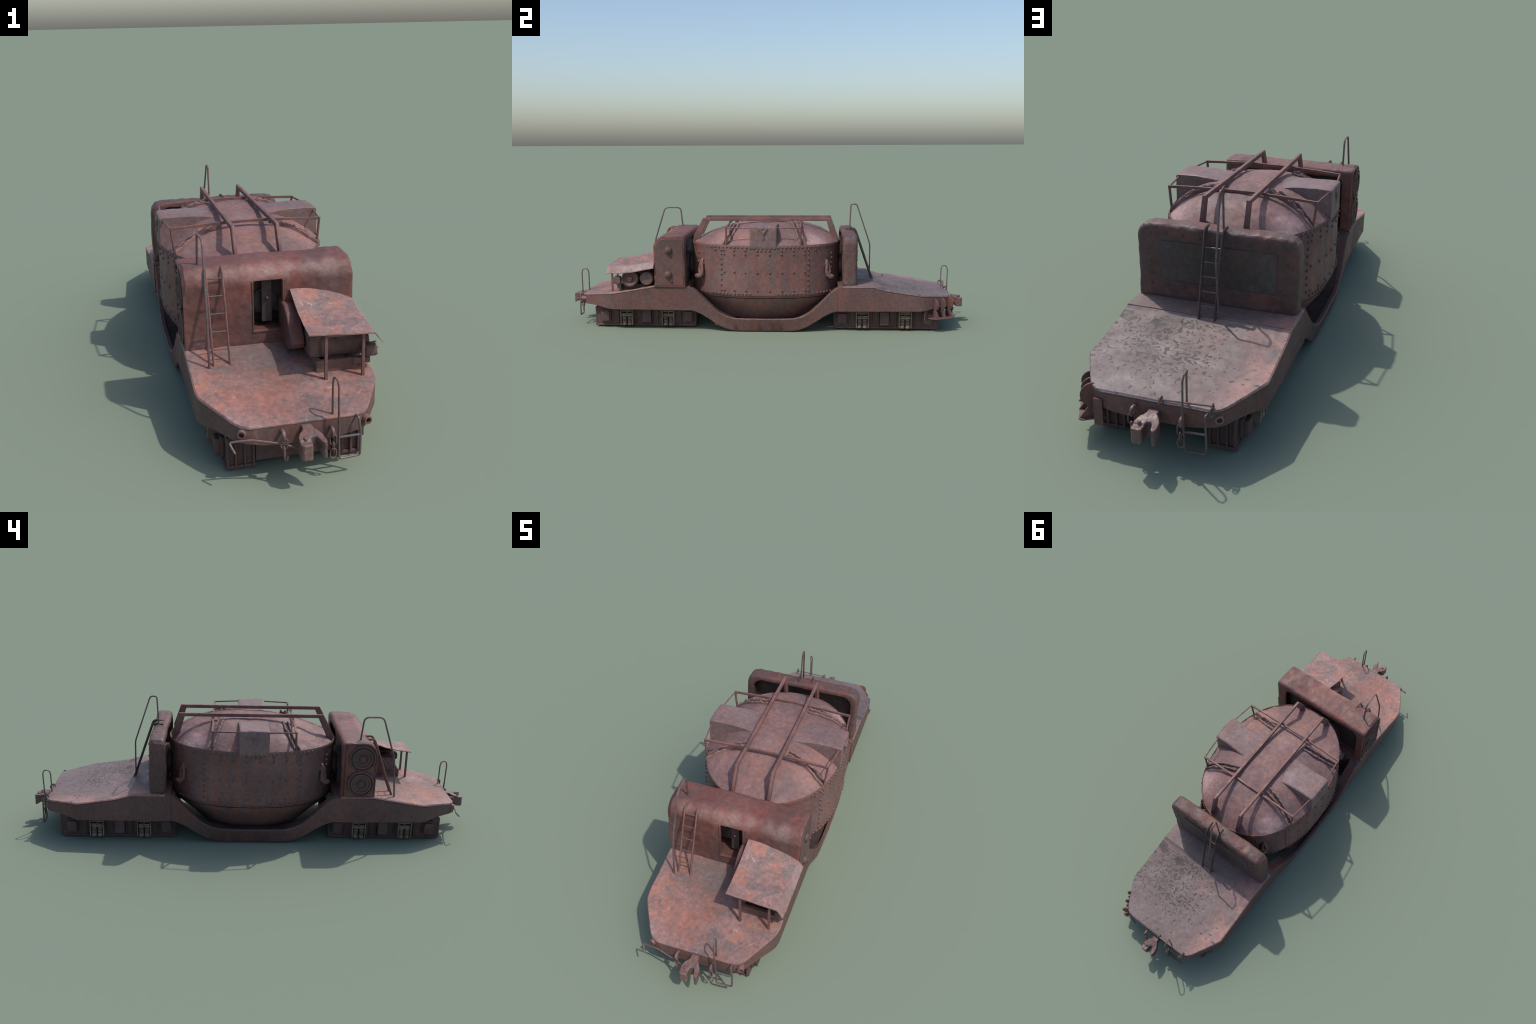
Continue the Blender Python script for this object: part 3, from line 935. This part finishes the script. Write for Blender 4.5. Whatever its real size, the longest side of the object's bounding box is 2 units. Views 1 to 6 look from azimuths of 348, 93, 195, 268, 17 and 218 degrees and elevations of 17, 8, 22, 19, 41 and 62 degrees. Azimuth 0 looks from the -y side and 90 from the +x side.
Geo().tube([(-0.050, 0.532, 0.25), (-0.042, 0.531, 0.394), (-0.029, 0.461, 0.600), (-0.028, 0.432, 0.600), (-0.028, 0.426, 0.462)],
           0.0034, 8, fil=0.012).obj('grab_rail', M_ROD, ROOT)

# ------------------------------------------------------------ canopy, motor
g = Geo()
n, m = 24, 16
vs, fs = [], []
for lay in (0, 1):
    for j in range(n + 1):
        t = j / n                                   # 0 at the cover, 1 at the front
        for i in range(m + 1):
            u = i / m
            y = lerp(-0.532, -0.757, t)
            yy = y - 0.006 * u * t
            if u <= 0.875:
                q = u / 0.875
                x = lerp(lerp(0.054, 0.047, t), lerp(0.250, 0.240, t), q)
                z = lerp(lerp(0.388, 0.329, t), lerp(0.342, 0.318, t), q)
                z += 0.012 * (1 - t) * math.sin(math.pi * q) ** 1.0 - 0.012 * math.sin(math.pi * t) * (1 - 0.4 * q)
            else:
                q = (u - 0.875) / 0.125
                x = lerp(lerp(0.250, 0.240, t), lerp(0.270, 0.263, t), q)
                z = lerp(lerp(0.342, 0.318, t), lerp(0.314, 0.286, t), q) - 0.0072 * math.sin(math.pi * t)
            z += 0.002 * fbm(Vector((x * 20, y * 20, 5.0))) - lay * 0.0035
            vs.append((x, yy, z))
W = m + 1
T = (n + 1) * W
for j in range(n):
    for i in range(m):
        a = j * W + i
        fs.append((a, a + 1, a + W + 1, a + W))
        fs.append((T + a, T + a + W, T + a + W + 1, T + a + 1))
for j in range(n):
    for i in (0, m):
        a = j * W + i
        fs.append((a, a + W, T + a + W, T + a))
for i in range(m):
    for j in (0, n):
        a = j * W + i
        fs.append((a, a + 1, T + a + 1, T + a))
canopy = new_obj('canopy', vs, fs, M_DECKN, ROOT, angle=25)
canopy.data.materials.append(M_LIP)
for p in canopy.data.polygons:
    if all((v % T) % W >= 14 for v in p.vertices):
        p.material_index = 1
for x in (0.099, 0.209):
    Geo().tube([(x, -0.750, 0.180), (x, -0.750, 0.320)], 0.0058, 4).obj('canopy_post', M_RAIL, canopy)
Geo().box(0.094, 0.213, -0.7555, -0.7445, 0.314, 0.3205).obj('canopy_bar', M_RAIL, canopy, bevel=0.001, segs=1)

motor = Geo()
motor.rev([(0.030, 0), (0.040, 0.004), (0.042, 0.012), (0.042, 0.133), (0.040, 0.147), (0.034, 0.151), (0.030, 0.141), (0.020, 0.135), (0.014, 0.136), (0.012, 0.145), (0.004, 0.147)],
          (0.100, -0.655, 0.255), (1, 0, 0), 36)
mot = motor.obj('drive_motor', M_MACHINE, ROOT)
Geo().rev([(0.026, 0), (0.035, 0.006), (0.035, 0.126), (0.031, 0.136), (0.010, 0.138)], (0.105, -0.574, 0.256), (1, 0, 0), 28).obj('air_vessel', M_MACHINE, mot)
Geo().prism([(-0.717 + 0.0185 * math.copysign(abs(math.cos(a)) ** 0.6, math.cos(a)), 0.249 + 0.0185 * math.copysign(abs(math.sin(a)) ** 0.6, math.sin(a)))
             for a in [2 * math.pi * i / 24 for i in range(24)]], 'x', 0.224, 0.258).obj('terminal_drum', M_MACHINE, mot, bevel=0.003)
g = Geo()
for i in range(6):
    a = math.pi * 2 * (i + 0.5) / 6
    g.cyl((0.252, -0.717 + 0.0185 * math.cos(a), 0.250 + 0.0205 * math.sin(a)), (0.2605, -0.717 + 0.0185 * math.cos(a), 0.250 + 0.0205 * math.sin(a)), 0.002, 6)
ob = g.obj('bolt_ring', M_MACHINE, mot)
ob['kind'] = 'stuff'
g = Geo()
g.box(0.082, 0.207, -0.714, -0.700, 0.190, 0.226)
g.box(0.082, 0.207, -0.600, -0.588, 0.195, 0.228)
g.box(0.082, 0.100, -0.700, -0.600, 0.190, 0.224)
g.box(0.185, 0.200, -0.700, -0.600, 0.190, 0.222)
g.obj('motor_bed', M_MACHINE, mot, bevel=0.0015, segs=1)
Geo().box(0.19, 0.244, -0.7165, -0.699, 0.206, 0.224).obj('bed_arm', M_MACHINE, mot, bevel=0.001, segs=1)
g = Geo()
g.box(0.072, 0.112, -0.684, -0.610, 0.222, 0.292)
g.box(0.120, 0.185, -0.680, -0.630, 0.200, 0.235)
g.box(0.150, 0.205, -0.690, -0.560, 0.270, 0.302)
g.obj('gear_box', M_MACHINE, mot, bevel=0.010, segs=3)
# belt guard: two arcs joined by a tapering strap, leaning out of the cover
prof = [(-0.50, 0.352), (-0.560, 0.349), (-0.590, 0.332), (-0.640, 0.278), (-0.650, 0.258), (-0.644, 0.243), (-0.605, 0.222), (-0.50, 0.217)]
Geo().prism(prof, 'x', 0.026, 0.068).obj('belt_guard', M_COVER, ROOT, bevel=0.006, segs=3)

# ------------------------------------------------------------ couplers etc.
plan = [(-0.014, -0.045), (0.014, -0.045), (0.015, -0.016), (0.027, -0.004), (0.034, 0.012), (0.034, 0.040), (0.029, 0.046), (0.008, 0.046),
        (0.003, 0.041), (0.004, 0.024), (-0.001, 0.012), (-0.012, 0.012), (-0.0175, 0.024),
        (-0.0205, 0.040), (-0.025, 0.046), (-0.033, 0.046), (-0.035, 0.030), (-0.032, 0.008), (-0.024, -0.006), (-0.015, -0.016)]
cp = Geo().prism(plan, 'z', -0.025, 0.024).obj('coupler', M_CAST, ROOT)
soften(cp, 0.0020, 0)
for v in cp.data.vertices:
    k = smooth(0.024, -0.024, v.co.y)
    v.co.z += (0.010 if v.co.z > 0 else 0.026) * k            # neck rises to the drawbar
    if v.co.x > 0.001 and v.co.y > 0.024:
        v.co.z -= 0.005 if v.co.z > 0 else 0.0                # knuckle top sits lower
    if v.co.x < -0.013 and v.co.z < 0:
        v.co.z += 0.012 * smooth(0.046, 0.02, v.co.y)         # guard arm tapers
s_ = cp.modifiers.new('sm', 'SMOOTH')
s_.factor, s_.iterations = 0.5, 12
apply_mods(cp)
cp.data.shade_smooth()
roughen(cp, [(0.0012, 60, 3.0)])
cp.data.materials.clear()
cp.data.materials.append(M_CAST)
FAR_C = Matrix.Translation((-0.0165, 0.953, 0.106))
NEAR_C = Matrix.Translation((-0.0085, -0.953, 0.117)) @ Matrix.Rotation(math.pi, 4, 'Z')
cp.matrix_local = FAR_C
cp2 = dup(cp, 'coupler', NEAR_C)
for c in (cp, cp2):
    Geo().rev([(0.005, 0), (0.005, 0.010), (0.003, 0.012)], (0.018, 0.022, 0.018), (0, 0, 1), 12).obj('coupler_pin', M_CAST, c)


def torus_link(name, parent, loc, rot, length, width, r, mat):
    pts = []
    hl = length / 2 - width / 2
    for i in range(24):
        a = 2 * math.pi * i / 24
        pts.append((width / 2 * math.cos(a), 0, width / 2 * math.sin(a) + (hl if math.sin(a) > 0 else -hl)))
    ob = Geo().tube(pts, r, 7, closed=True).obj(name, mat, parent)
    ob.matrix_local = Matrix.Translation(loc) @ Matrix.Rotation(rot, 4, 'Z')
    return ob


def eye_bolt(x, y, z, sg):
    g = Geo()
    g.tube([(x, y - sg * 0.028, z + 0.002), (x, y - sg * 0.010, z + 0.008), (x, y, z + 0.002), (x, y - sg * 0.002, z - 0.014), (x, y - sg * 0.014, z - 0.016)],
           0.0052, 8, fil=0.009)
    return g.obj('eye_bolt', M_CAST, ROOT)


for (x, sg, z) in ((-0.075, -1, 0.141), (0.057, -1, 0.133), (0.039, 1, 0.137), (-0.098, 1, 0.132)):
    y = sg * 0.945
    eye_bolt(x, y, z, sg)
    torus_link('chain_link', ROOT, (x, y - sg * 0.001, z - 0.022), 0.35 * sg, 0.030, 0.017, 0.0021, M_CAST)
    if (sg < 0 and x < 0) or (sg > 0 and x > 0):
        # tail hook
        Geo().tube([(x, y, z - 0.030), (x + 0.001, y, z - 0.052), (x + 0.001, y + sg * 0.001, z - 0.066), (x - 0.006 * sg, y + sg * 0.004, z - 0.070),
                    (x - 0.008 * sg, y + sg * 0.006, z - 0.056)], 0.0032, 8, fil=0.006).obj('chain_hook', M_CAST, ROOT)
    else:
        torus_link('chain_link', ROOT, (x, y, z - 0.042), 1.5, 0.026, 0.013, 0.0021, M_CAST)
        torus_link('chain_link', ROOT, (x, y, z - 0.062), 0.15, 0.027, 0.018, 0.0020, M_CAST)

# stirrup steps with tall grab loops
Geo().tube([(0.067, -0.907, 0.160), (0.067, -0.908, 0.255), (0.068, -0.913, 0.272), (0.0695, -0.925, 0.277), (0.071, -0.937, 0.272), (0.072, -0.942, 0.255),
            (0.0735, -0.940, 0.160)], 0.0030, 8).obj('grab_loop', M_ROD, ROOT)
Geo().tube([(0.0735, -0.940, 0.165), (0.075, -0.937, 0.110), (0.076, -0.938, 0.048), (0.134, -0.936, 0.050), (0.136, -0.935, 0.112), (0.130, -0.934, 0.160),
            (0.128, -0.912, 0.158)], 0.0034, 8, fil=0.006).obj('stirrup_step', M_ROD, ROOT)
Geo().cyl((0.075, -0.937, 0.111), (0.136, -0.935, 0.110), 0.0034, 8).obj('step_tread', M_ROD, ROOT)
Geo().tube([(-0.101, 0.907, 0.160), (-0.102, 0.908, 0.252), (-0.106, 0.913, 0.268), (-0.110, 0.924, 0.273), (-0.108, 0.937, 0.268), (-0.105, 0.942, 0.252),
            (-0.103, 0.940, 0.160)], 0.0028, 8).obj('grab_loop', M_ROD, ROOT)
Geo().tube([(-0.103, 0.940, 0.165), (-0.102, 0.937, 0.098), (-0.107, 0.937, 0.041), (-0.165, 0.936, 0.043), (-0.164, 0.936, 0.102), (-0.162, 0.935, 0.156),
            (-0.164, 0.912, 0.156)], 0.0034, 8, fil=0.006).obj('stirrup_step', M_ROD, ROOT)
Geo().cyl((-0.102, 0.937, 0.100), (-0.164, 0.936, 0.103), 0.0034, 8).obj('step_tread', M_ROD, ROOT)
# uncoupling rods
Geo().tube([(-0.203, -0.940, 0.106), (-0.214, -0.919, 0.127), (-0.195, -0.922, 0.130), (-0.156, -0.925, 0.130), (-0.085, -0.938, 0.117), (-0.030, -0.952, 0.101)],
           0.0029, 8, fil=0.006).obj('uncoupling_rod', M_ROD, ROOT)
g = Geo().tube([(-0.028, 0.917, 0.1705), (-0.100, 0.9165, 0.1735), (-0.178, 0.914, 0.1775)], 0.0026, 8)
for x, z in ((-0.032, 0.169), (-0.174, 0.175)):
    g.tube([(x, 0.905, z - 0.006), (x, 0.910, z + 0.009), (x, 0.922, z + 0.007), (x, 0.925, z - 0.010)], 0.0028, 8, fil=0.005)
g.obj('uncoupling_rod', M_ROD, ROOT)
torus_link('rod_eye', ROOT, (-0.176, 0.927, 0.166), 1.3, 0.026, 0.014, 0.0022, M_ROD)

# pipe sockets in the end fascias
for (x, y, z, dx, dy) in ((-0.176, -0.903, 0.143, -0.35, -1), (0.158, -0.905, 0.139, 0.25, -1), (-0.187, 0.899, 0.138, -0.4, 1)):
    d = Vector((dx, dy, 0)).normalized()
    g = Geo().rev([(0.012, -0.012), (0.0125, 0.012), (0.0115, 0.017), (0.0075, 0.017), (0.0075, -0.004), (0.001, -0.004)], (x, y, z), d, 24)
    g.obj('pipe_socket', M_CAST, ROOT)

# fin brackets on the far right corner
g = Geo()
cdir = Vector((0.165 - 0.247, 0.912 - 0.775, 0)).normalized()
out = Vector((-cdir.y, cdir.x, 0)) * -1
for t, r, h in ((0.062, 0.030, 0.130), (0.104, 0.032, 0.131), (0.148, 0.036, 0.136)):
    p0 = Vector((0.2475, 0.772, 0)) + cdir * t + out * 0.006
    prof = [(-0.012, 0.085), (0.010, 0.092)]
    for i in range(9):
        a = math.radians(-60 + 150 * i / 8)
        prof.append((r * 0.95 * math.cos(a) - 0.004, h + r * math.sin(a)))
    prof.append((-0.012, h + r * 0.9))
    vs = []
    for sgn in (-0.003, 0.003):
        for (o_, z) in prof:
            q = p0 + out * o_ + cdir * sgn
            vs.append((q.x, q.y, z))
    k = len(prof)
    fs = [tuple(range(k)), tuple(range(k, 2 * k))] + [(i, (i + 1) % k, k + (i + 1) % k, k + i) for i in range(k)]
    Geo().add(vs, fs).obj('bracket_fin', M_SIDE, ROOT, bevel=0.001, segs=1)
    # web running down to the flange
    vs = []
    for sgn in (-0.0025, 0.0025):
        for (o_, z) in ((-0.02, 0.066), (0.036, 0.066), (0.030, 0.074), (0.004, 0.108), (-0.02, 0.112)):
            q = p0 + out * o_ + cdir * sgn
            vs.append((q.x, q.y, z))
    fs = [tuple(range(5)), tuple(range(5, 10))] + [(i, (i + 1) % 5, 5 + (i + 1) % 5, 5 + i) for i in range(5)]
    Geo().add(vs, fs).obj('bracket_web', M_SIDE, ROOT)
p0, p1 = Vector((0.2475, 0.772, 0)) + cdir * 0.03, Vector((0.2475, 0.772, 0)) + cdir * 0.160
q = [p0 - out * 0.03, p0 + out * 0.012, p0 + out * 0.034 + cdir * 0.02, p1 + out * 0.044 - cdir * 0.008, p1 + out * 0.036, p1 - out * 0.03]
Geo().prism([(v.x, v.y) for v in q], 'z', 0.0635, 0.0675).obj('bracket_flange', M_SIDE, ROOT, bevel=0.001, segs=1)
g = Geo().prism([(0.160, 0.918), (0.134, 0.920), (0.134, 0.924), (0.161, 0.924)], 'z', 0.058, 0.140)
g.prism([(0.205, 0.795), (0.240, 0.775), (0.242, 0.779), (0.207, 0.799)], 'z', 0.058, 0.112)
g.obj('bracket_plate', M_SIDE, ROOT, bevel=0.001, segs=1)
